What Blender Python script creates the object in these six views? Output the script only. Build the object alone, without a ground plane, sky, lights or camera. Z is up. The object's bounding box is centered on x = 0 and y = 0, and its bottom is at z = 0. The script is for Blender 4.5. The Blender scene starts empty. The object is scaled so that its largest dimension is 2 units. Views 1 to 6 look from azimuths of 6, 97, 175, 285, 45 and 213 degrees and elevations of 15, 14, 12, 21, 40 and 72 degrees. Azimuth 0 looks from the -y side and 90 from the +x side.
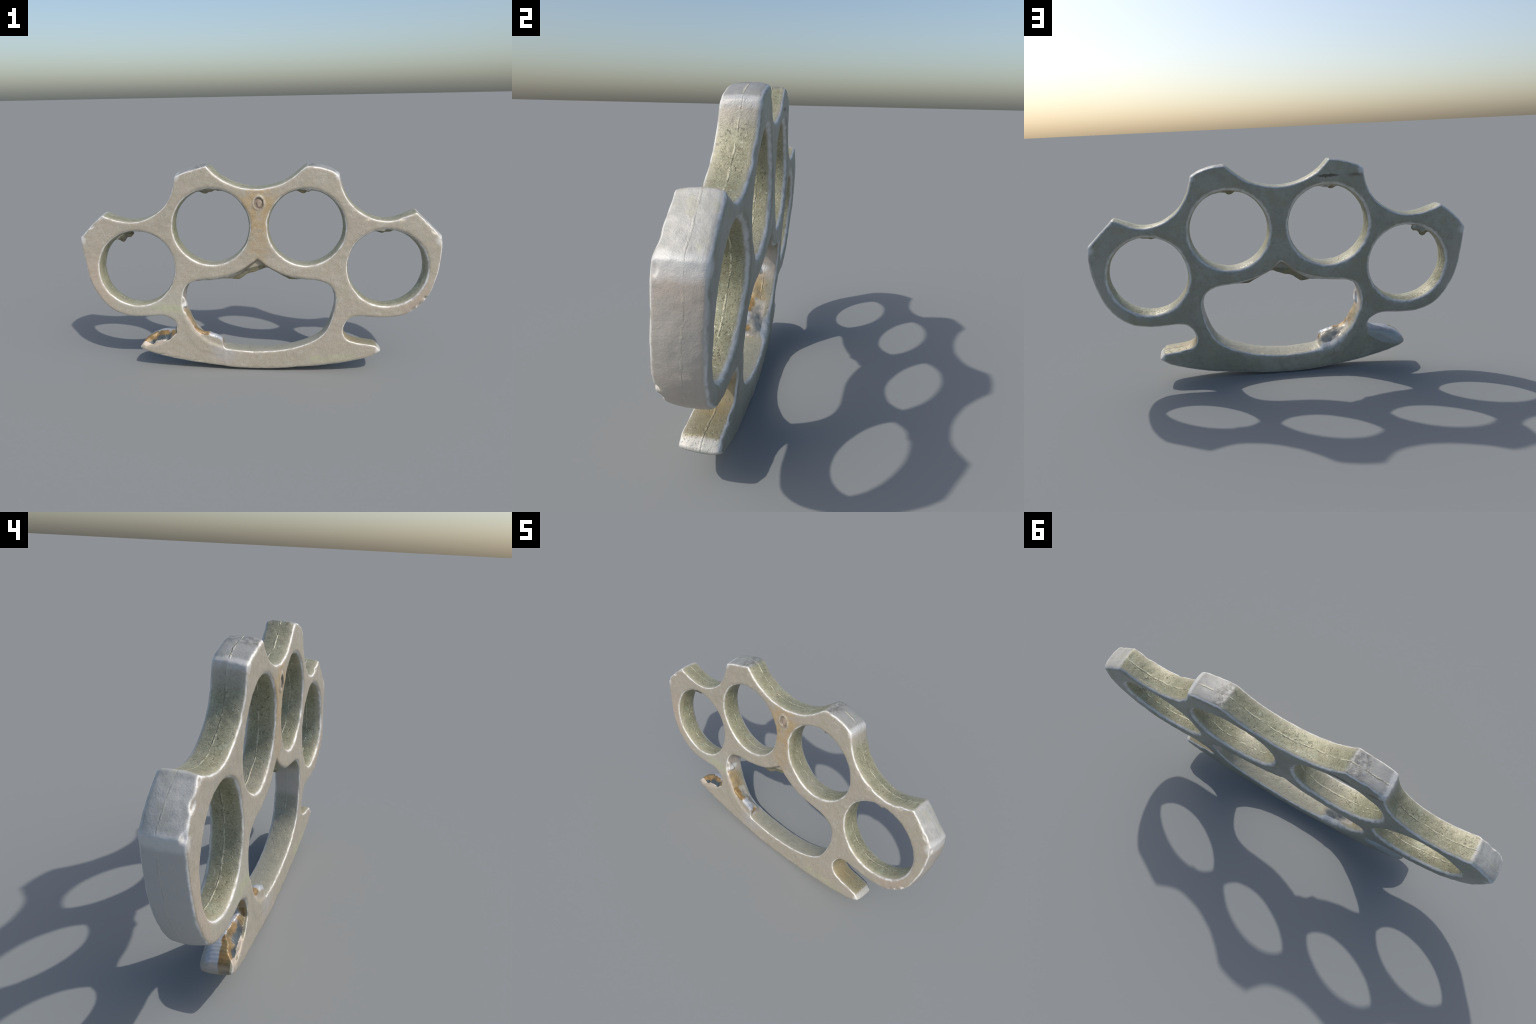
"""A cast metal hand guard: four finger rings with ground striking flats, a palm bar with
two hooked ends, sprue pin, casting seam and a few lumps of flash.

The flat plate is described by a few profile curves (outer silhouette, palm opening, four
bores).  They give a rounded, slightly bulging solid that is meshed, bent into the gentle
lean of the real piece, weathered, and parted into named pieces."""
import bpy
import numpy as np
from math import radians, atan2

rng = np.random.default_rng(7)

# ------------------------------------------------------------------ profile curves
# (x, z) control points; a third entry 1 marks a sharp corner.
HORNS = [(-.986, .764, 1), (-.921, .829), (-.857, .885, 1), (-.808, .868), (-.750, .853), (-.690, .848),
         (-.638, .856), (-.586, .876), (-.535, .908), (-.495, .946), (-.464, .995), (-.446, 1.048),
         (-.434, 1.101, 1), (-.395, 1.119), (-.335, 1.138), (-.266, 1.156, 1), (-.230, 1.117), (-.187, 1.085),
         (-.135, 1.059), (-.085, 1.042), (-.030, 1.033), (.020, 1.031), (.075, 1.039), (.127, 1.053),
         (.176, 1.075), (.222, 1.107), (.276, 1.152, 1), (.320, 1.149), (.375, 1.137), (.412, 1.123),
         (.439, 1.105, 1), (.449, 1.065), (.468, 1.012), (.498, .962), (.545, .915), (.600, .881),
         (.660, .862), (.710, .857), (.760, .866), (.810, .885), (.853, .903, 1), (.920, .839), (.985, .775, 1)]
RIGHT_SIDE = [(.990, .720), (.987, .670), (.977, .600), (.961, .540), (.940, .482), (.910, .432),
              (.868, .386), (.810, .350), (.757, .336), (.700, .3300), (.650, .331), (.600, .335), (.560, .335),
              (.525, .327), (.495, .303), (.478, .270), (.473, .240), (.483, .208), (.505, .187), (.550, .172),
              (.610, .164), (.655, .158, 1), (.679, .134, 1)]
BAR_BELLY = [(.632, .104), (.560, .083), (.470, .062), (.350, .042), (.220, .026), (.100, .015), (.0, .012),
             (-.090, .013), (-.190, .021), (-.290, .033), (-.380, .046), (-.467, .064), (-.545, .083),
             (-.610, .102), (-.648, .116), (-.668, .128, 1)]
LEFT_SIDE = [(-.655, .147), (-.636, .166), (-.614, .181), (-.592, .192), (-.562, .203), (-.528, .208),
             (-.495, .212), (-.470, .222), (-.458, .242), (-.456, .262),
             (-.465, .284), (-.490, .303), (-.520, .316), (-.556, .321), (-.620, .317), (-.680, .315),
             (-.735, .318), (-.790, .333), (-.845, .364), (-.878, .399), (-.910, .446), (-.938, .500),
             (-.956, .560), (-.968, .630), (-.979, .695)]
PALM = [(.006, .650, 1), (.042, .618), (.083, .592), (.125, .572), (.175, .554), (.230, .544), (.290, .537),
        (.335, .532), (.375, .521), (.407, .502), (.426, .475), (.436, .440), (.437, .400), (.427, .345),
        (.404, .275), (.368, .218), (.315, .178), (.255, .151), (.190, .131), (.110, .116), (.030, .109),
        (-.050, .108), (-.120, .113), (-.190, .125), (-.250, .145), (-.300, .173), (-.348, .214), (-.380, .256),
        (-.404, .308), (-.420, .345), (-.427, .380), (-.425, .431), (-.413, .470), (-.397, .496), (-.376, .511),
        (-.350, .522), (-.300, .531), (-.240, .536), (-.190, .544), (-.145, .556), (-.100, .573), (-.060, .597),
        (-.025, .625)]
BORES = [(-.676, .588, .2178), (-.250, .824, .2195), (.270, .823, .2165), (.704, .604, .2170)]
HALF = .0630                      # half thickness of the plate


def smooth_loop(pts, step=.006):
    """Closed curve through the points: Catmull-Rom that breaks its tangent at corners."""
    p = np.array([q[:2] for q in pts], float)
    corner = [len(q) > 2 for q in pts]
    n, out = len(p), []
    for i in range(n):
        a, b = p[i], p[(i + 1) % n]
        before = a if corner[i] else p[i - 1]
        after = b if corner[(i + 1) % n] else p[(i + 2) % n]
        la = max(np.linalg.norm(b - before), 1e-6)
        lb = max(np.linalg.norm(after - a), 1e-6)
        L = np.linalg.norm(b - a)
        ta, tb = (b - before) / la * L, (after - a) / lb * L
        m = max(2, int(L / step))
        t = np.linspace(0, 1, m, endpoint=False)[:, None]
        out.append((2*t**3 - 3*t**2 + 1)*a + (t**3 - 2*t**2 + t)*ta + (-2*t**3 + 3*t**2)*b + (t**3 - t**2)*tb)
    return np.concatenate(out)


def loop_distance(loop, X, Z):
    """Signed distance to a closed loop (negative inside) on a 2D lattice."""
    P = np.stack([X.ravel(), Z.ravel()], 1)
    best = np.full(len(P), 9.0)
    inside = np.zeros(len(P), bool)
    for a, b in zip(loop, np.roll(loop, -1, 0)):
        ab, pa = b - a, P - a
        t = np.clip((pa @ ab) / (ab @ ab + 1e-12), 0, 1)
        d = pa - t[:, None] * ab
        best = np.minimum(best, (d * d).sum(1))
        if a[1] != b[1]:
            cross = (a[1] > P[:, 1]) != (b[1] > P[:, 1])
            xs = a[0] + (P[:, 1] - a[1]) * ab[0] / ab[1]
            inside ^= cross & (P[:, 0] < xs)
    d = np.sqrt(best)
    return np.where(inside, -d, d).reshape(X.shape)


def step01(x, a, b):
    t = np.clip((x - a) / (b - a), 0, 1)
    return t * t * (3 - 2 * t)


lattice = rng.random((32, 32, 32))


def noise(x, y, z, f):
    """Smooth value noise, 0..1"""
    q = [np.asarray(c, float) * f + o for c, o in ((x, 50.3), (y, 51.7), (z, 52.1))]
    i = [np.floor(c).astype(int) for c in q]
    t = [c - k for c, k in zip(q, i)]
    t = [c * c * (3 - 2 * c) for c in t]
    r = 0
    for dx in (0, 1):
        for dy in (0, 1):
            for dz in (0, 1):
                w = (t[0] if dx else 1-t[0]) * (t[1] if dy else 1-t[1]) * (t[2] if dz else 1-t[2])
                r = r + w * lattice[(i[0]+dx) % 32, (i[1]+dy) % 32, (i[2]+dz) % 32]
    return r


def smin(a, b, k):
    h = np.clip(.5 + .5 * (b - a) / k, 0, 1)
    return b + (a - b) * h - k * h * (1 - h)


def smax(a, b, k):
    return -smin(-a, -b, k)


# ------------------------------------------------------------------ the solid
STEP, VSTEP = .0055, .0042
xs = np.arange(-1.035, 1.036, STEP)
zs = np.arange(-.035, 1.205, STEP)
vs = np.arange(-.0945, .0946, VSTEP)
X2, Z2 = np.meshgrid(xs, zs, indexing="ij")

d_outer = loop_distance(smooth_loop(HORNS + RIGHT_SIDE + BAR_BELLY + LEFT_SIDE), X2, Z2)
d_palm = loop_distance(smooth_loop(PALM), X2, Z2)
d_bores = np.max([r - np.hypot(X2 - cx, Z2 - cz) for cx, cz, r in BORES], 0)
d_flat = np.maximum(d_outer, -d_palm + .0035)
in_palm = step01(-d_palm - d_outer, -.02, .02)
# where the nearest wall is a bore the back edge is rounded more than elsewhere
near_bore = step01(d_bores - np.maximum(d_outer, -d_palm), -.03, .01)

X, Z, V = (np.broadcast_to(a, (len(xs), len(zs), len(vs))) for a in
           (xs[:, None, None], zs[None, :, None], vs[None, None, :]))
W = np.broadcast_to(near_bore[:, :, None], X.shape)
# the bores run slightly askew, towards -x and down at the back
D = d_flat[:, :, None]
for cx, cz, r in BORES:
    D = np.maximum(D, r - np.hypot(X - cx + .045 * V, Z - cz + .02 * V))
Q = np.broadcast_to(in_palm[:, :, None], X.shape)


def box(c, r, pad=.05):
    """Index ranges of the lattice around a spot, so that small things are cheap."""
    m = max(r[0], r[2]) + pad
    out = []
    for axis, mid, half in ((xs, c[0], m), (zs, c[2], m), (vs, c[1], r[1] + pad)):
        out.append(slice(int(np.searchsorted(axis, mid - half)), int(np.searchsorted(axis, mid + half)) + 1))
    return tuple(out)


def blob(c, r, turn, at):
    """Signed pseudo-distance to an ellipsoid (x, v, z), turned about v."""
    ca, sa = np.cos(turn), np.sin(turn)
    dx, dv, dz = X[at] - c[0], V[at] - c[1], Z[at] - c[2]
    u, w = ca * dx + sa * dz, -sa * dx + ca * dz
    k = np.sqrt((u / r[0])**2 + (dv / r[1])**2 + (w / r[2])**2)
    return (k - 1) * min(r)


across = 1 - (V / HALF)**2
bulge = .004 + .0075 * across + W * (-.004 + .0045 * across) * (1 - Q)
# the left horn and left outer flat rise towards the back
rise = np.exp(-(((X + .35) / .11)**2 + ((Z - 1.13) / .05)**2)**2) + np.exp(-(((X + .92) / .09)**2 + ((Z - .83) / .09)**2)**2)
bulge = bulge + .010 * rise * step01(V, -.045, .05)
round_front = .0100 + .001 * W + .003 * (noise(X, V, Z, 6.0) - .5)
round_back = .015 + .008 * W
R = round_front + (round_back - round_front) * step01(V, -.02, .02)
# palm-opening edge on the back, lower left: worn away into a soft slope
worn = np.exp(-(((X + .27) / .10)**2 + ((Z - .17) / .07)**2))
R = R + .028 * worn * step01(V, -.01, .03)
shell = step01(-X, .50, .60) * step01(-Z, -.26, -.22)
R = R + .034 * shell * step01(V, -.01, .03) * step01(Z, .105, .165)
a = D - bulge + R
# the cheeks of the outer rings are thicker, mostly towards the front
swell = step01(np.abs(X), .74, .95) * step01(Z, .28, .42) * step01(-Z, -.91, -.70)
half = HALF + swell * np.where(V < 0, .0115, -.0010)
b = np.abs(V) - half + R
F = np.minimum(np.maximum(a, b), 0) + np.hypot(np.maximum(a, 0), np.maximum(b, 0)) - R

# lumps of flash and their hollows, in plate coordinates (x, v, z)
lumps = [
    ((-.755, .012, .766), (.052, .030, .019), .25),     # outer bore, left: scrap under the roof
    ((-.770, .014, .748), (.016, .015, .018), 0),
    ((-.265, -.012, 1.026), (.052, .030, .008), 0), ((-.285, -.010, 1.020), (.014, .014, .011), 0),
    ((.268, -.010, 1.026), (.066, .030, .010), 0), ((.255, -.008, 1.015), (.016, .015, .010), 0),
    ((.685, -.018, .808), (.052, .030, .010), 0), ((.676, -.014, .799), (.014, .014, .010), 0),
]
for c, r, turn in lumps:
    at = box(c, r)
    F[at] = smin(F[at], blob(c, r, turn, at) + .010 * (noise(X[at], V[at], Z[at], 45.0) - .5), .010)


def edge(pts, soft=0.0):
    """Height of a ragged edge along x."""
    p = np.array(pts)
    return np.interp(xs, p[:, 0], p[:, 1])[:, None, None] + soft * (noise(X, V, Z, 28.0) - .5)


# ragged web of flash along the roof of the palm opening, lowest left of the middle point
roof = edge([(-.40, .520), (-.36, .508), (-.25, .517), (-.19, .521), (-.13, .522), (-.101, .519), (-.081, .532), (-.062, .547),
             (-.037, .557), (-.016, .560), (.014, .575), (.047, .587), (.062, .586), (.097, .569), (.14, .547),
             (.178, .525), (.217, .522), (.264, .525), (.34, .522), (.40, .53)], .006)
web = np.maximum(np.maximum((roof - Z) * .85, Z - roof - .080),
                 np.maximum(np.abs(V - .002) - .016 - .50 * np.minimum(Z - roof, .035), np.abs(X) - .36))
F = smin(F, web, .010)
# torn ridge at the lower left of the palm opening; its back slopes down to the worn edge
crest = edge([(-.45, .34), (-.410, .338), (-.398, .312), (-.378, .282), (-.35, .238), (-.321, .218), (-.296, .218),
              (-.277, .213), (-.259, .202), (-.234, .198), (-.210, .194), (-.198, .178), (-.190, .148), (-.17, .12)], .010)
rag = .011 * (noise(X, V, Z, 34.0) - .5)
ridge = smax(smax((Z - crest) * .75 + rag, V + .010 - .85 * (crest - Z) + rag, .026), X + .190 + rag, .014)
ridge = np.maximum(np.maximum(ridge, np.maximum(np.abs(V) - .057, -.050 - V - .5 * (crest - Z))),
                   np.maximum(crest - .10 - Z, -.405 - X))
F = smin(F, ridge, .018)
# a step in the left wall of the opening: proud above, broken off below
stepped = np.maximum(np.hypot((X + .425) / 1.0, np.maximum(Z - .366, 0) * .34) - .021, .362 - Z - .25 * (V + .03))
F = smin(F, np.maximum(np.maximum(stepped, -.055 - V), V + .012 + .6 * np.abs(Z - .372)), .005)
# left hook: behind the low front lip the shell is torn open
lip = edge([(-.69, .135), (-.64, .134), (-.609, .136), (-.556, .149), (-.503, .174), (-.472, .204), (-.40, .25)], .004)
torn = V + .054 - .50 * (Z - lip) + .022 * (noise(X, 0 * V, Z, 30.0) - .5) + .25 * np.maximum(-X - .60, 0)
hollow = np.maximum(np.maximum(np.maximum((lip - Z) * .9, Z - .262), torn), np.maximum(X + .462, -.668 - X))
F = -smin(-F, hollow, .004)
# sprue pit in the middle of the front
pit = np.hypot((X - .017) / .75, Z - .962)
F = F - .0055 * np.exp(-((pit - .037) / .007)**2) * step01(-V, .03, .055)
F = F + .009 * step01(-pit, -.034, -.027) * step01(-V, .03, .055)
# nicks
for c, r in [((1.005, -.03, .60), (.017, .022, .006)), ((-.55, -.066, .085), (.03, .008, .008)),
             ((-.47, -.066, .064), (.03, .008, .008)), ((-.36, -.068, .045), (.04, .008, .010)),
             ((.905, -.066, .395), (.03, .010, .012)), ((.998, -.063, .755), (.012, .014, .022))]:
    at = box(c, r)
    F[at] = np.maximum(F[at], -blob(c, r, 0, at))


# small knocks all along both arrises of the silhouette
silhouette = smooth_loop(HORNS + RIGHT_SIDE + BAR_BELLY + LEFT_SIDE)
for k in rng.choice(len(silhouette) - 2, 34, replace=False):
    p, q = silhouette[k], silhouette[k + 1]
    side = 1 if rng.random() < .5 else -1
    c = (p[0], side * (HALF + .007), p[1])
    r = (rng.uniform(.010, .030), rng.uniform(.008, .014), rng.uniform(.007, .012))
    at = box(c, r)
    F[at] = -smin(-F[at], blob(c, r, atan2(q[1] - p[1], q[0] - p[0]), at), .006)


def surface_net(F):
    """Dual mesh of the zero level: one vertex per crossed cell, one quad per crossed edge."""
    s = F < 0
    nx, ny, nz = F.shape
    cell = np.full((nx-1, ny-1, nz-1), -1, np.int64)
    cnt = np.zeros(cell.shape, np.int8)
    for i in (0, 1):
        for j in (0, 1):
            for k in (0, 1):
                cnt += s[i:nx-1+i, j:ny-1+j, k:nz-1+k]
    act = (cnt > 0) & (cnt < 8)
    ids = np.argwhere(act)
    cell[act] = np.arange(len(ids))
    acc, num = np.zeros((len(ids), 3)), np.zeros(len(ids))
    for ax in range(3):
        for p in (0, 1):
            for q in (0, 1):
                o = np.zeros(3, int)
                o[(ax+1) % 3], o[(ax+2) % 3] = p, q
                A = ids + o
                B = A.copy()
                B[:, ax] += 1
                fa, fb = F[tuple(A.T)], F[tuple(B.T)]
                m = (fa < 0) != (fb < 0)
                t = np.where(m, fa / np.where(m, fa - fb, 1), 0)
                P = A.astype(float)
                P[:, ax] += t
                acc[m] += P[m]
                num[m] += 1
    verts = acc / num[:, None]
    faces = []
    for ax in range(3):
        b1, b2 = (ax+1) % 3, (ax+2) % 3
        lo = [slice(1, -1)] * 3
        lo[ax] = slice(0, -1)
        hi = list(lo)
        hi[ax] = slice(1, None)
        sa, sb = s[tuple(lo)], s[tuple(hi)]
        e = np.argwhere(sa != sb)
        flip = sa[tuple(e.T)]
        off = np.ones(3, int)
        off[ax] = 0
        e = e + off
        def at(p, q):
            k = e.copy()
            k[:, b1] -= p
            k[:, b2] -= q
            return cell[tuple(k.T)]
        quad = np.stack([at(1, 1), at(0, 1), at(0, 0), at(1, 0)], 1)
        quad[~flip] = quad[~flip][:, ::-1]
        faces.append(quad)
    return verts, np.concatenate(faces)


Fs = np.ascontiguousarray(F)
vert, quad = surface_net(Fs)
x = xs[0] + vert[:, 0] * STEP
z = zs[0] + vert[:, 1] * STEP
v = vs[0] + vert[:, 2] * VSTEP
quad = quad[:, ::-1]                # x, z, v is left-handed in x, y, z


def lean(x, z):
    """Middle of the plate: it leans back towards the top, bows at the ends, twists a little."""
    y = np.interp(z, [0, .14, .37, .65, .95, 1.15, 1.3], [-.031, -.0215, -.009, .0155, .0225, .031, .036])
    y = y - (.008 + .018 * step01(-z, -.40, -.10)) * x**2
    y = y - .006 * step01(-x, .3, .65) * step01(-z, -.35, -.15)
    return y + .013 * (step01(x, -.1, .4) - .5) * step01(z, .70, 1.15)


# hand-cast unevenness, along the plate and across it
wob = .0050 * (noise(x, v, z, 4.0) - .5) + .0024 * (noise(x, v, z, 17.0) - .5) + .0016 * (noise(x, v, z, 55.0) - .5)
rough = np.zeros(len(x))
for cx, cz, rr in [(-.30, 1.15, .045), (.29, 1.155, .035)]:
    rough += step01(-np.hypot(x - cx, z - cz), -rr, -rr * .4)
wob += .0035 * rough * (noise(x, v, z, 70.0) - .5)
me0 = bpy.data.meshes.new("whole")
co = np.stack([x, v, z], 1)


def fill(me, co, quads):
    me.vertices.add(len(co))
    me.vertices.foreach_set("co", np.asarray(co, np.float32).ravel())
    me.loops.add(quads.size)
    me.loops.foreach_set("vertex_index", quads.astype(np.int32).ravel())
    me.polygons.add(len(quads))
    me.polygons.foreach_set("loop_start", np.arange(0, quads.size, 4, dtype=np.int32))
    me.polygons.foreach_set("use_smooth", np.ones(len(quads), bool))
    me.update(calc_edges=True)
    return me


def vertex_normals(me):
    n = np.empty(len(me.vertices) * 3, np.float32)
    me.vertex_normals.foreach_get("vector", n)
    return n.reshape(-1, 3)


fill(me0, co, quad)
co = co + vertex_normals(me0) * wob[:, None]
x, v, z = co.T


def draft(z):
    """The walls are not quite square to the faces: those of the bar drop towards the back."""
    return -np.interp(z, [.1, .6, 1.1], [.11, .05, -.02])


SHIFT = .0034
world = np.stack([x, lean(x, z) + v + SHIFT, z + draft(z) * v], 1)
world[:, 2] -= world[:, 2].min()
world[:, 0] -= (world[:, 0].min() + world[:, 0].max()) / 2
me0.vertices.foreach_set("co", world.astype(np.float32).ravel())
me0.update()
normals = vertex_normals(me0).copy()

# ------------------------------------------------------------------ materials
class Nodes:
    """Small helper that writes shader node trees."""

    def __init__(self, name):
        self.mat = bpy.data.materials.new(name)
        self.mat.use_nodes = True
        self.t = self.mat.node_tree
        self.t.nodes.clear()
        self.P = self.t.nodes.new("ShaderNodeTexCoord").outputs["Object"]

    def link(self, src, sock):
        if hasattr(src, "is_output"):
            self.t.links.new(src, sock)
        else:
            sock.default_value = src

    def math(self, op, a, b=0.0, clamp=False):
        n = self.t.nodes.new("ShaderNodeMath")
        n.operation, n.use_clamp = op, clamp
        self.link(a, n.inputs[0])
        self.link(b, n.inputs[1])
        return n.outputs[0]

    def mul(self, *a):
        r = a[0]
        for k in a[1:]:
            r = self.math("MULTIPLY", r, k)
        return r

    def maxi(self, *a):
        r = a[0]
        for k in a[1:]:
            r = self.math("MAXIMUM", r, k)
        return r

    def inv(self, a):
        return self.math("SUBTRACT", 1.0, a, True)

    def ramp(self, x, lo, hi):
        n = self.t.nodes.new("ShaderNodeMapRange")
        n.interpolation_type = "SMOOTHSTEP"
        flip = hi < lo
        self.link(x, n.inputs["Value"])
        n.inputs["From Min"].default_value, n.inputs["From Max"].default_value = min(lo, hi), max(lo, hi)
        n.inputs["To Min"].default_value, n.inputs["To Max"].default_value = (1, 0) if flip else (0, 1)
        return n.outputs["Result"]

    def noise(self, scale, detail=4, rough=.6, vec=None, out="Fac"):
        n = self.t.nodes.new("ShaderNodeTexNoise")
        n.inputs["Scale"].default_value, n.inputs["Detail"].default_value = scale, detail
        n.inputs["Roughness"].default_value = rough
        self.link(self.P if vec is None else vec, n.inputs["Vector"])
        return n.outputs[out]

    def cells(self, scale, vec=None):
        n = self.t.nodes.new("ShaderNodeTexVoronoi")
        n.inputs["Scale"].default_value = scale
        self.link(self.P if vec is None else vec, n.inputs["Vector"])
        return n.outputs["Distance"]

    def wobble(self, amount, scale):
        c = self.noise(scale, 3, .6, out="Color")
        n = self.t.nodes.new("ShaderNodeVectorMath")
        n.operation = "MULTIPLY_ADD"
        self.link(c, n.inputs[0])
        n.inputs[1].default_value = (amount,) * 3
        s = self.t.nodes.new("ShaderNodeVectorMath")
        s.operation = "SUBTRACT"
        self.link(self.P, s.inputs[0])
        s.inputs[1].default_value = (amount / 2,) * 3
        self.link(s.outputs[0], n.inputs[2])
        return n.outputs[0]

    def spot(self, c, r, turn=0.0, soft=.35, vec=None):
        """1 inside an ellipsoid, fading to 0 outside."""
        m = self.t.nodes.new("ShaderNodeMapping")
        m.vector_type = "TEXTURE"
        self.link(self.P if vec is None else vec, m.inputs["Vector"])
        m.inputs["Location"].default_value, m.inputs["Rotation"].default_value = c, (0, turn, 0)
        m.inputs["Scale"].default_value = r
        n = self.t.nodes.new("ShaderNodeVectorMath")
        n.operation = "LENGTH"
        self.link(m.outputs[0], n.inputs[0])
        return self.ramp(n.outputs["Value"], 1 + soft, 1 - soft)

    def xyz(self, vec):
        n = self.t.nodes.new("ShaderNodeSeparateXYZ")
        self.link(vec, n.inputs[0])
        return n.outputs

    def mix(self, f, a, b, mode="MIX"):
        n = self.t.nodes.new("ShaderNodeMix")
        n.data_type, n.blend_type = "RGBA", mode
        self.link(f, n.inputs[0])
        for s, i in ((a, 6), (b, 7)):
            self.link(s if hasattr(s, "is_output") else (*s, 1), n.inputs[i])
        return n.outputs[2]

    def normal(self):
        return self.t.nodes.new("ShaderNodeNewGeometry").outputs["Normal"]

    def bump(self, h, strength, dist, prev=None):
        n = self.t.nodes.new("ShaderNodeBump")
        n.inputs["Strength"].default_value, n.inputs["Distance"].default_value = strength, dist
        self.link(h, n.inputs["Height"])
        if prev is not None:
            self.link(prev, n.inputs["Normal"])
        return n.outputs[0]

    def finish(self, colour, rough, metal=0.0, bump=None, spec=.4):
        p = self.t.nodes.new("ShaderNodeBsdfPrincipled")
        o = self.t.nodes.new("ShaderNodeOutputMaterial")
        self.link(colour if hasattr(colour, "is_output") else (*colour, 1), p.inputs["Base Color"])
        self.link(rough, p.inputs["Roughness"])
        self.link(metal, p.inputs["Metallic"])
        p.inputs["Specular IOR Level"].default_value = spec
        if bump is not None:
            self.link(bump, p.inputs["Normal"])
        self.t.links.new(p.outputs[0], o.inputs[0])
        return self.mat


def plate_depth(n, px):
    """Distance of a point from the middle sheet of the leaning plate (see lean)."""
    zk = [0, .14, .37, .65, .95, 1.15, 1.3]
    yk = [-.031, -.0215, -.009, .0155, .0225, .031, .036]
    y = yk[0] + SHIFT
    for i in range(6):
        m = n.t.nodes.new("ShaderNodeMapRange")
        n.link(px[2], m.inputs["Value"])
        for k, val in (("From Min", zk[i]), ("From Max", zk[i+1]), ("To Min", 0), ("To Max", yk[i+1] - yk[i])):
            m.inputs[k].default_value = val
        y = n.math("ADD", y, m.outputs["Result"])
    bow = n.math("ADD", .008, n.mul(.018, n.ramp(px[2], .40, .10)))
    y = n.math("SUBTRACT", y, n.mul(bow, px[0], px[0]))
    twist = n.mul(.013, n.math("SUBTRACT", n.ramp(px[0], -.1, .4), .5), n.ramp(px[2], .70, 1.15))
    return n.math("SUBTRACT", px[1], n.math("ADD", y, twist))


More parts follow.
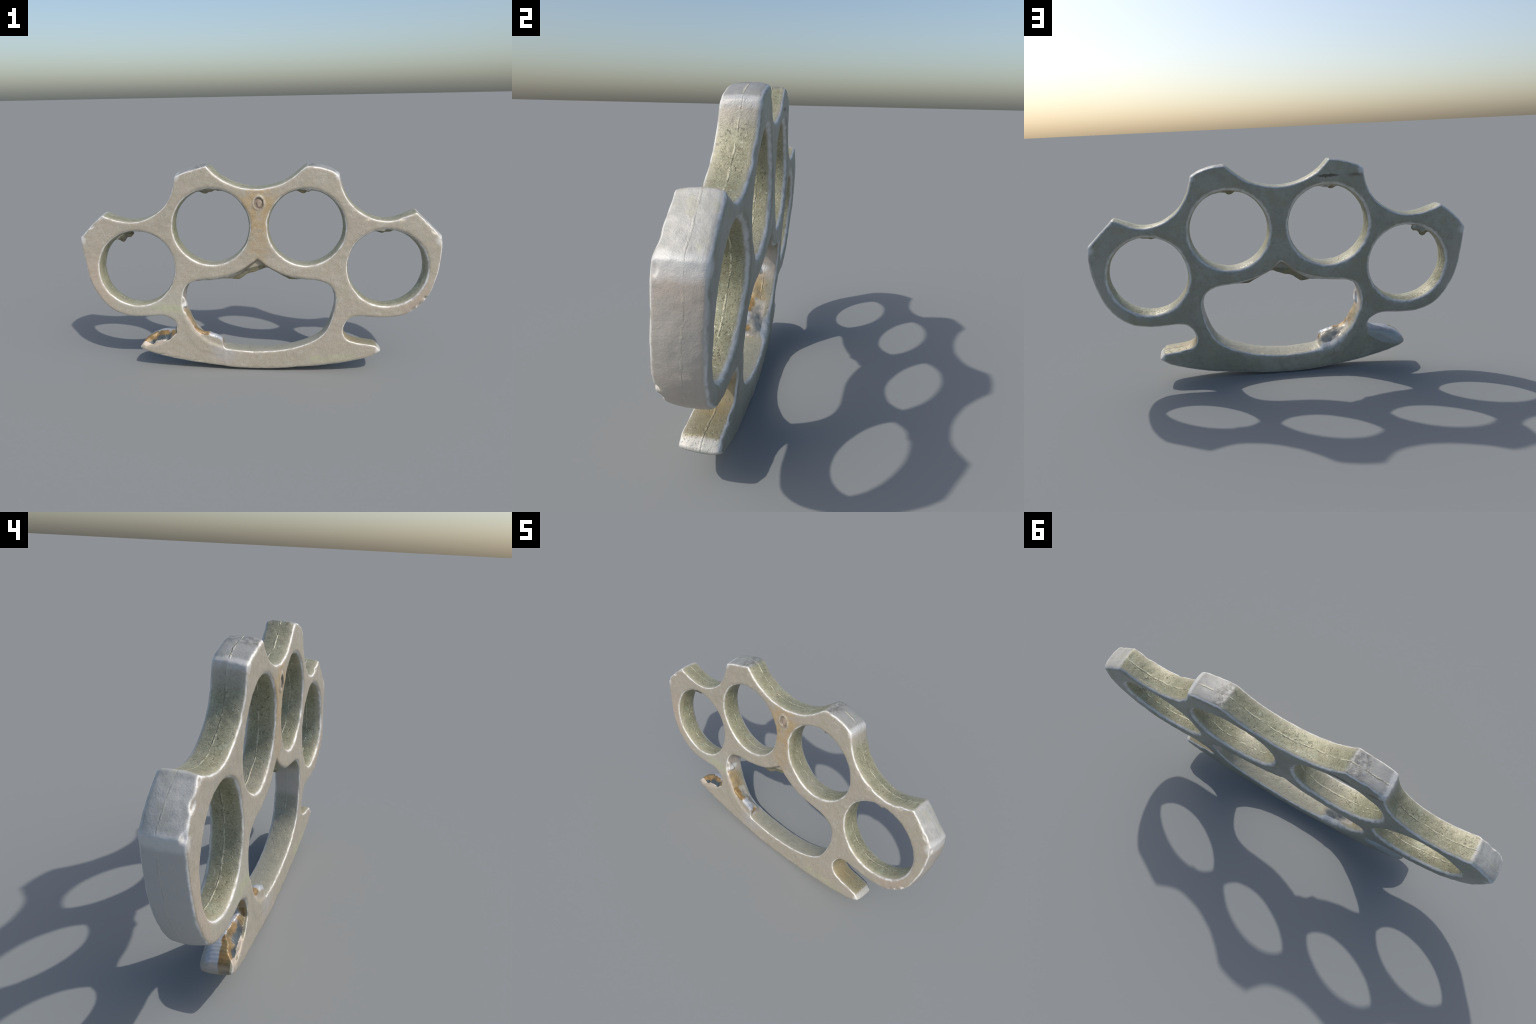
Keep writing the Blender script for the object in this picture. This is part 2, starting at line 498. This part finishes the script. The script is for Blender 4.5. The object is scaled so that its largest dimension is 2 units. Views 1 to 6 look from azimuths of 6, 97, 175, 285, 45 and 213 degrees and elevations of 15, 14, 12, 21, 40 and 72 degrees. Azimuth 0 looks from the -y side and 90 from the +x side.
def cast_metal():
    n = Nodes("aged_cast_metal")
    W = n.wobble(.05, 14)
    Wf = n.wobble(.02, 60)
    px = n.xyz(n.P)
    ax = n.math("ABSOLUTE", px[0])
    N = n.xyz(n.normal())
    ny = n.math("ABSOLUTE", N[1])
    fine, mid, broad = n.noise(150, 5, .7), n.noise(38, 4, .6), n.noise(6, 3, .5)
    grain = n.noise(230, 3, .7)
    nyj = n.math("ADD", ny, n.math("MULTIPLY", n.math("SUBTRACT", mid, .5), .25))
    face = n.ramp(nyj, .74, .94)
    wall = n.ramp(nyj, .66, .36)
    depth = plate_depth(n, px)
    # flat faces -----------------------------------------------------------
    face_c = n.mix(n.ramp(broad, .35, .65), (.405, .358, .288), (.378, .344, .270))
    face_c = n.mix(n.mul(n.ramp(n.noise(17, 4, .6), .48, .66), .45), face_c, (.40, .375, .325))
    face_c = n.mix(n.mul(n.ramp(mid, .52, .70), .35), face_c, (.53, .49, .42))
    face_c = n.mix(n.mul(n.ramp(fine, .50, .66), .60), face_c, (.27, .235, .18))
    face_c = n.mix(n.mul(n.ramp(grain, .56, .72), .45), face_c, (.62, .58, .51))
    face_c = n.mix(n.mul(n.ramp(n.cells(16, W), .035, .015), .8), face_c, (.16, .13, .09))
    # cast walls: yellow-green grime, fine dark specks, paler to the edges ------
    tone = n.noise(8, 5, .65)
    wall_c = n.mix(n.ramp(tone, .34, .66), (.375, .350, .228), (.272, .282, .186))
    wall_c = n.mix(n.mul(n.ramp(n.noise(11, 4, .6), .54, .70), .55), wall_c, (.40, .44, .315))
    grime = n.ramp(n.noise(16, 5, .7), .44, .64)
    wall_c = n.mix(n.mul(grime, .50), wall_c, (.265, .235, .135))
    wall_c = n.mix(n.mul(n.ramp(fine, .47, .63), .62), wall_c, (.175, .155, .085))
    pits = n.mul(n.ramp(n.noise(105, 3, .55), .56, .66), n.ramp(n.noise(13, 4, .65), .40, .60))
    wall_c = n.mix(n.mul(pits, .75), wall_c, (.125, .110, .065))
    wall_c = n.mix(n.mul(n.ramp(grain, .54, .68), .55), wall_c, (.60, .565, .42))
    wall_c = n.mix(n.mul(n.ramp(n.noise(70, 2, .5), .66, .76), .8), wall_c, (.66, .63, .50))
    off = n.math("ABSOLUTE", depth)
    wall_c = n.mix(n.mul(n.ramp(off, .030, .052), .45), wall_c, (.50, .46, .34))
    palm = n.spot((0, 0, .32), (.50, .3, .36), 0, .12)
    wall_c = n.mix(n.mul(palm, .5), wall_c, (.36, .34, .285))
    # ground flats on the horns and the smooth outer cheeks
    dx, dz = n.math("SUBTRACT", ax, .690), n.math("SUBTRACT", px[2], .595)
    rad = n.math("SQRT", n.math("ADD", n.mul(dx, dx), n.mul(dz, dz)))
    cheek = n.mul(n.ramp(rad, .225, .245), n.ramp(rad, .40, .36),
                  n.maxi(n.ramp(ax, .845, .862), n.ramp(px[2], .50, .44)))
    high = n.mul(n.ramp(px[2], 1.00, 1.09), n.ramp(ax, .425, .445), .7)
    cheek = n.maxi(cheek, high)
    flats = n.maxi(n.spot((-.350, 0, 1.135), (.098, .3, .030), -atan2(.055, .168), .12),
                   n.spot((.358, 0, 1.137), (.095, .3, .032), atan2(.047, .163), .12))
    tips = n.mul(n.ramp(ax, .845, .862), n.ramp(px[2], .755, .775))
    flats = n.maxi(flats, tips)
    cheek_c = n.mix(n.ramp(broad, .4, .6), (.50, .435, .37), (.49, .45, .395))
    cheek_c = n.mix(n.mul(n.ramp(n.noise(24, 4, .6), .5, .66), .4), cheek_c, (.43, .40, .35))
    cheek_c = n.mix(n.mul(n.ramp(px[0], -.60, -.85), .75), cheek_c, (.48, .485, .475))
    cheek_c = n.mix(n.mul(n.ramp(fine, .56, .70), .35), cheek_c, (.36, .33, .28))
    flat_c = n.mix(n.ramp(n.noise(20, 4, .6), .38, .64), (.52, .505, .46), (.42, .41, .37))
    flat_c = n.mix(n.mul(n.ramp(n.noise(14, 4, .6), .52, .66), .6), flat_c, (.49, .465, .35))
    flat_c = n.mix(n.mul(n.ramp(fine, .55, .70), .45), flat_c, (.36, .355, .32))
    rough_tip = n.maxi(n.spot((-.285, 0, 1.15), (.050, .2, .05), 0, .4, W), n.spot((.29, 0, 1.15), (.035, .2, .05), 0, .4, W))
    horn_top = n.mul(n.ramp(px[2], 1.09, 1.11), n.ramp(ax, .50, .46))
    flat_c = n.mix(n.mul(horn_top, .7), flat_c, n.mix(mid, (.22, .22, .20), (.35, .345, .325)))
    flat_c = n.mix(n.mul(rough_tip, n.ramp(n.noise(48, 5, .7), .36, .62), .75), flat_c, (.15, .145, .12))
    flat_c = n.mix(n.mul(rough_tip, n.ramp(n.noise(80, 4, .7), .58, .72), .6), flat_c, (.62, .60, .54))
    wall_c = n.mix(cheek, wall_c, cheek_c)
    wall_c = n.mix(flats, wall_c, flat_c)
    # casting seam: thin and wandering, a pale crest with a dark crack beside it
    drift = n.math("ADD", .003, n.math("MULTIPLY", n.math("SUBTRACT", n.noise(4, 3, .6), .5), .026))
    drift = n.math("ADD", drift, n.math("MULTIPLY", n.math("SUBTRACT", n.noise(26, 3, .6), .5), .008))
    s = n.math("SUBTRACT", depth, drift)
    s = n.mul(s, n.math("ADD", .45, n.math("MULTIPLY", n.noise(31, 4, .7), 1.1)))
    crest = n.ramp(n.math("ABSOLUTE", s), .0046, .0010)
    crack = n.ramp(n.math("ABSOLUTE", n.math("SUBTRACT", s, .0036)), .0026, .0005)
    on = n.mul(wall, n.inv(n.mul(n.ramp(px[2], .30, .22), n.ramp(ax, .52, .46))))
    faint = n.inv(n.mul(cheek, .75))
    crest = n.mul(crest, on, faint, n.ramp(n.noise(26, 4, .7), .42, .60))
    crack = n.mul(crack, on, faint, n.ramp(n.noise(19, 4, .65), .44, .62))
    wall_c = n.mix(n.mul(crest, .65), wall_c, (.68, .64, .46))
    wall_c = n.mix(n.mul(crack, .75), wall_c, (.13, .12, .075))
    # stains ---------------------------------------------------------------
    ochre = n.spot((.010, -.04, .925), (.120, .03, .145), 0, .45, W)
    ochre_low = n.spot((.010, -.04, .75), (.06, .03, .14), 0, .6, W)
    ochre = n.mul(n.maxi(ochre, n.mul(ochre_low, .6)), n.ramp(n.noise(22, 4, .6), .25, .6), .8)
    face_c = n.mix(ochre, face_c, n.mix(n.ramp(grain, .42, .60), (.36, .25, .115), (.50, .37, .20)))
    grey_patch = n.spot((-.60, -.06, .42), (.26, .05, .10), .2, .5, W)
    face_c = n.mix(n.mul(grey_patch, .5), face_c, (.42, .41, .35))
    warm = n.maxi(n.spot((.86, -.05, .44), (.14, .05, .12), .6, .5, W), n.spot((-.90, -.05, .50), (.10, .05, .16), 0, .5, W))
    face_c = n.mix(n.mul(warm, .35), face_c, (.47, .355, .27))
    green = n.maxi(n.spot((-.49, -.07, .365), (.11, .04, .022), .05, .6, W), n.spot((.33, -.09, .085), (.035, .04, .014), 0, .6, W),
                   n.mul(n.spot((.42, -.09, .09), (.12, .04, .02), -.2, .7, W), .5))
    face_c = n.mix(n.mul(green, .5), face_c, (.41, .44, .27))
    blue_patch = n.spot((-.19, -.085, .10), (.07, .04, .05), 0, .6, W)
    face_c = n.mix(n.mul(blue_patch, .5), face_c, (.40, .40, .40))
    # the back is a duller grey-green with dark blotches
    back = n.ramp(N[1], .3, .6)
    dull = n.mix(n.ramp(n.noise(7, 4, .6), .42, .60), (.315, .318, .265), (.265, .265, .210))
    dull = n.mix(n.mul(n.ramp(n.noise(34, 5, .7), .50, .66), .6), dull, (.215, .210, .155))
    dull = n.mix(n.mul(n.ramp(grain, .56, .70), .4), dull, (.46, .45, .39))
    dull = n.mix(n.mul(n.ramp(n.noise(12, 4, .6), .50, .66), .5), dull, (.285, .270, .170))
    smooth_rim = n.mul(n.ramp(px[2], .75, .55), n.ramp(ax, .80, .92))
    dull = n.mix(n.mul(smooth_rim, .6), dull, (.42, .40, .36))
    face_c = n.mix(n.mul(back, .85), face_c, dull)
    marks = n.maxi(n.spot((-.256, .08, 1.081), (.056, .06, .008), 0, .35, Wf), n.mul(n.spot((-.405, .08, 1.080), (.040, .06, .008), 0, .7, Wf), .7))
    face_c = n.mix(n.mul(back, marks, .85), face_c, (.085, .055, .038))
    orange = n.maxi(n.spot((-.385, -.05, .270), (.05, .06, .105), -.5, .4, W), n.spot((-.32, -.06, .19), (.10, .05, .04), .6, .5, W),
                    n.mul(n.spot((-.47, 0, .25), (.04, .1, .07), 0, .4, W), .9), n.mul(n.spot((.52, 0, .22), (.07, .1, .06), 0, .5, W), .6),
                    n.mul(n.spot((0, 0, .62), (.09, .1, .04), 0, .5, W), .45))
    wall_c = n.mix(n.mul(orange, .8), wall_c, n.mix(n.ramp(mid, .35, .65), (.42, .285, .115), (.36, .265, .145)))
    brown = n.spot((.60, 0, .19), (.11, .12, .05), .1, .3, W)
    wall_c = n.mix(n.mul(brown, .45), wall_c, (.25, .205, .115))
    # assemble: paler arris between wall and face -----------------------
    arris_c = n.mix(n.ramp(n.noise(24, 4, .6), .34, .58), (.50, .475, .42), (.75, .74, .705))
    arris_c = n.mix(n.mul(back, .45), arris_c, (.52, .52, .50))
    torn_edge = n.maxi(n.spot((-.33, -.08, .22), (.05, .05, .15), -.65, .35, W), n.spot((-.57, -.09, .14), (.12, .05, .045), .25, .3, W))
    arris_c = n.mix(n.mul(torn_edge, .8), arris_c, (.43, .33, .25))
    arris_c = n.mix(n.mul(n.spot((0, 0, .60), (.16, .1, .06), 0, .4, W), .8), arris_c, (.27, .225, .155))
    col = n.mix(face, arris_c, face_c)
    col = n.mix(wall, col, wall_c)
    pin_rim = n.spot((.017, -.04, .960), (.035, .04, .045), 0, .12, Wf)
    pin_pit = n.spot((.017, -.04, .958), (.026, .04, .035), 0, .12, Wf)
    col = n.mix(n.mul(pin_rim, .7), col, n.mix(n.ramp(mid, .42, .60), (.36, .315, .235), (.52, .475, .395)))
    col = n.mix(pin_pit, col, (.26, .215, .165))
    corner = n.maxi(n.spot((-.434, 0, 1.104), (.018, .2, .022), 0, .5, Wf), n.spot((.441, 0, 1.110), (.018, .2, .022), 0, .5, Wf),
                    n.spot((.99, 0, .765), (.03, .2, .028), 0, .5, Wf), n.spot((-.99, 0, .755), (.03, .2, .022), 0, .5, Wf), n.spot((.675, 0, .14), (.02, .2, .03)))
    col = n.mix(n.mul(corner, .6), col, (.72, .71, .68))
    chip = n.mul(n.maxi(n.spot((-.55, -.1, .083), (.04, .05, .010), 0, .4, Wf), n.spot((-.47, -.1, .062), (.035, .05, .010), 0, .4, Wf),
                        n.spot((-.36, -.1, .043), (.045, .05, .012), 0, .4, Wf), n.spot((.935, -.08, .43), (.025, .05, .05), .4, .4, Wf)), .7)
    col = n.mix(chip, col, (.56, .52, .43))
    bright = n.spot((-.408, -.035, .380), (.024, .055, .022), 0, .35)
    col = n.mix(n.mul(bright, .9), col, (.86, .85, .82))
    # relief ------------------------------------------------------------------
    plain = n.inv(n.mul(n.maxi(flats, cheek), .85))
    h = n.math("SUBTRACT", n.mul(fine, .45), n.mul(pits, n.mul(wall, plain, .55)))
    h = n.math("ADD", h, n.mul(n.noise(30, 2, .5), .45))
    h = n.math("ADD", h, n.math("SUBTRACT", n.mul(crest, .75), n.mul(crack, .6)))
    b = n.bump(h, .5, .006)
    rg = n.math("ADD", .44, n.math("MULTIPLY", n.math("SUBTRACT", broad, .5), .2))
    return n.finish(col, rg, .12, b, .5)


def flash_metal():
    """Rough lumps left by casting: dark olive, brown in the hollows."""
    n = Nodes("dark_flash")
    c = n.mix(n.ramp(n.noise(28, 4, .6), .38, .62), (.20, .20, .15), (.27, .24, .14))
    c = n.mix(n.mul(n.ramp(n.noise(60, 3, .6), .55, .68), .7), c, (.09, .09, .075))
    return n.finish(c, .6, 0, n.bump(n.noise(70, 4, .6), .6, .008), .3)


def torn_metal():
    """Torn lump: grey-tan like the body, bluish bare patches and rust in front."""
    n = Nodes("torn_metal")
    W = n.wobble(.05, 20)
    px = n.xyz(W)
    tan = n.mix(n.ramp(n.noise(30, 4, .6), .40, .62), (.34, .32, .275), (.46, .42, .34))
    bare = n.mix(n.ramp(n.noise(34, 4, .6), .40, .62), (.34, .37, .41), (.52, .53, .53))
    rust = n.mix(n.ramp(n.noise(45, 4, .6), .35, .65), (.36, .23, .085), (.22, .15, .07))
    up = n.mul(n.spot((-.235, -.05, .19), (.055, .05, .06), -.3, .3, W), n.ramp(px[1], -.030, -.045))
    k = n.mul(n.ramp(px[0], -.265, -.285), n.ramp(px[1], -.030, -.045))
    k = n.maxi(k, n.spot((-.188, -.04, .17), (.012, .045, .04), 0, .4, W))
    c = n.mix(up, tan, bare)
    c = n.mix(k, c, rust)
    return n.finish(c, .42, .15, n.bump(n.noise(50, 4, .6), .5, .008), .4)


def shell_metal():
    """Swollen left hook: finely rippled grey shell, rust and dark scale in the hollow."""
    n = Nodes("rippled_shell")
    W = n.wobble(.022, 26)
    w = n.t.nodes.new("ShaderNodeTexWave")
    w.wave_type, w.bands_direction = "BANDS", "X"
    w.inputs["Scale"].default_value, w.inputs["Distortion"].default_value = 30, .6
    n.link(n.P, w.inputs["Vector"])
    shell = n.mix(w.outputs["Fac"], (.40, .43, .47), (.47, .49, .52))
    px, pw = n.xyz(n.P), n.xyz(W)
    # the hollow lies in front of a slanting torn edge; its floor is dark, its back streaked
    lip = n.math("ADD", .149, n.math("MULTIPLY", n.math("ADD", px[0], .556), .47))
    over = n.math("SUBTRACT", px[2], lip)
    front = n.ramp(n.math("SUBTRACT", pw[1], n.mul(.5, over)), -.070, -.076)
    streak = n.noise(20, 4, .65, W)
    inside = n.mix(n.ramp(streak, .38, .60), (.15, .10, .045), (.29, .185, .075))
    inside = n.mix(n.mul(n.ramp(n.noise(30, 4, .6), .5, .62), .5), inside, (.20, .19, .11))
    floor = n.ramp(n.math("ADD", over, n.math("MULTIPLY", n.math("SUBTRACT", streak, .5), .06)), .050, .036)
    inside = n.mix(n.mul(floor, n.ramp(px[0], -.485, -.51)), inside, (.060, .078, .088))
    c = n.mix(front, shell, inside)
    tip = n.spot((-.665, -.02, .125), (.032, .1, .026), 0, .4, W)
    c = n.mix(n.mul(tip, .7), c, (.42, .33, .22))
    back = n.ramp(n.xyz(n.normal())[1], .45, .8)
    c = n.mix(n.mul(back, .7), c, (.33, .335, .30))
    return n.finish(c, .42, .15, n.bump(w.outputs["Fac"], .15, .003), .4)


def pin_metal():
    n = Nodes("sprue_pin_metal")
    c = n.mix(n.ramp(n.noise(60, 4, .6), .4, .6), (.36, .29, .22), (.25, .20, .15))
    return n.finish(c, .55, 0, n.bump(n.noise(80, 3, .6), .4, .004), .4)


body_mat, flash_mat, torn_mat, shell_mat, pin_mat = cast_metal(), flash_metal(), torn_metal(), shell_metal(), pin_metal()

# ------------------------------------------------------------------ part the cast body
mid = world[quad].mean(1)
mx, mv, mz = x[quad].mean(1), v[quad].mean(1), z[quad].mean(1)
part = np.full(len(quad), "palm_bar", dtype=object)
ring_d = np.stack([np.hypot(mx - cx, mz - cz) for cx, cz, _ in BORES], 1)
ring_i = ring_d.argmin(1)
in_ring = (ring_d.min(1) < .285) | (mz > .70) | (np.abs(mx) > .60) & (mz > .29)
for i in range(4):
    part[in_ring & (ring_i == i)] = "finger_ring_%d" % i
part[(mx > .49) & (mz < .25)] = "bar_hook_1"


def inside(c, r, turn=0.0):
    ca, sa = np.cos(turn), np.sin(turn)
    dx, dz = mx - c[0], mz - c[2]
    return ((ca*dx + sa*dz) / r[0])**2 + ((mv - c[1]) / r[1])**2 + ((-sa*dx + ca*dz) / r[2])**2 < 1


part[(mx < -.462) & (mz < .245)] = "bar_hook_0"
wall_face = np.abs(mv) < HALF - .004
for k, (c, r, turn) in enumerate([((-.75, .008, .758), (.058, .036, .030), .25), ((-.27, -.012, 1.018), (.066, .04, .018), 0),
                                  ((.265, -.010, 1.014), (.078, .04, .022), 0), ((.683, -.020, .796), (.066, .04, .022), 0),
                                  ((-.045, .004, .560), (.120, .042, .045), .5), ((.170, .004, .530), (.075, .036, .022), -.3)]):
    part[inside(c, r, turn) & wall_face] = "casting_flash_%d" % k
crest_z = np.interp(mx, [-.45, -.41, -.378, -.35, -.321, -.296, -.25, -.21, -.19], [.36, .34, .285, .24, .22, .22, .202, .20, .15])
part[(mx > -.36) & (mx < -.183) & (mz > crest_z - .062) & (mz < .26) & (mz > .132) & (mv > -.056) & (mv < .030)] = "torn_ridge_0"

root = bpy.data.objects.new("knuckle_duster", None)
root.empty_display_size = .1
bpy.context.scene.collection.objects.link(root)
root["label"] = "old cast metal knuckle duster with four finger rings"
root["category"] = "knuckle duster"

mats = {"casting_flash": flash_mat, "torn_ridge": torn_mat}
made = {}
for key in sorted(set(part)):
    f = quad[part == key]
    used, inv = np.unique(f, return_inverse=True)
    kind = key.rsplit("_", 1)[0] if key[-1].isdigit() else key
    me = fill(bpy.data.meshes.new(kind), world[used], inv.reshape(-1, 4))
    me.normals_split_custom_set_from_vertices(normals[used])
    me.materials.append(mats.get(kind, body_mat))
    if key == "bar_hook_0":
        me.materials.append(shell_mat)
        sel = part == key
        lip_z = np.interp(mx[sel], [-.69, -.64, -.609, -.556, -.503, -.472], [.135, .134, .136, .149, .174, .204])
        top = (mz[sel] > lip_z - .012) & (mv[sel] > -.050)
        me.polygons.foreach_set("material_index", top.astype(np.int32))
    ob = bpy.data.objects.new(kind, me)
    bpy.context.scene.collection.objects.link(ob)
    made[key] = ob
for key, ob in made.items():
    host = root
    if key.startswith("casting_flash"):
        i = int(key[-1])
        host = made["finger_ring_%d" % i] if i < 4 else made["palm_bar"]
    elif key.startswith(("torn_ridge", "bar_hook")):
        host = made["palm_bar"]
    ob.parent = host

# sprue pin: a low worn dome sitting in the pit of the front face
pin = bpy.data.meshes.new("sprue_pin")
rings, seg = 7, 28
pv, pq = [], []
sx, sz, sv = .017, .957, -HALF + .0095
for i in range(rings):
    s = i / (rings - 1)
    for j in range(seg):
        t = 2 * np.pi * j / seg
        w = 1 + .06 * np.sin(3 * t + 1) + .03 * np.sin(5 * t)
        r = .0005 + s * w
        pv.append((sx + .0215 * r * np.cos(t), sv - .0085 * (1 - s**3) + .004 * s**6, sz + .029 * r * np.sin(t)))
for i in range(rings - 1):
    for j in range(seg):
        k = (j + 1) % seg
        pq.append((i*seg + j, i*seg + k, (i+1)*seg + k, (i+1)*seg + j))
pv = np.array(pv)
z_mid = np.median(world[:, 2] - (z + draft(z) * v))
pw = np.stack([pv[:, 0], lean(pv[:, 0], pv[:, 2]) + pv[:, 1] + SHIFT, pv[:, 2] + draft(pv[:, 2]) * pv[:, 1] + z_mid], 1)
fill(pin, pw, np.array(pq))
pin.materials.append(pin_mat)
ob = bpy.data.objects.new("sprue_pin", pin)
bpy.context.scene.collection.objects.link(ob)
ob.parent = root
bpy.data.meshes.remove(me0)
print("shift", z_mid)
print("verts", len(world), "quads", len(quad), "extent", world.min(0).round(3), world.max(0).round(3))
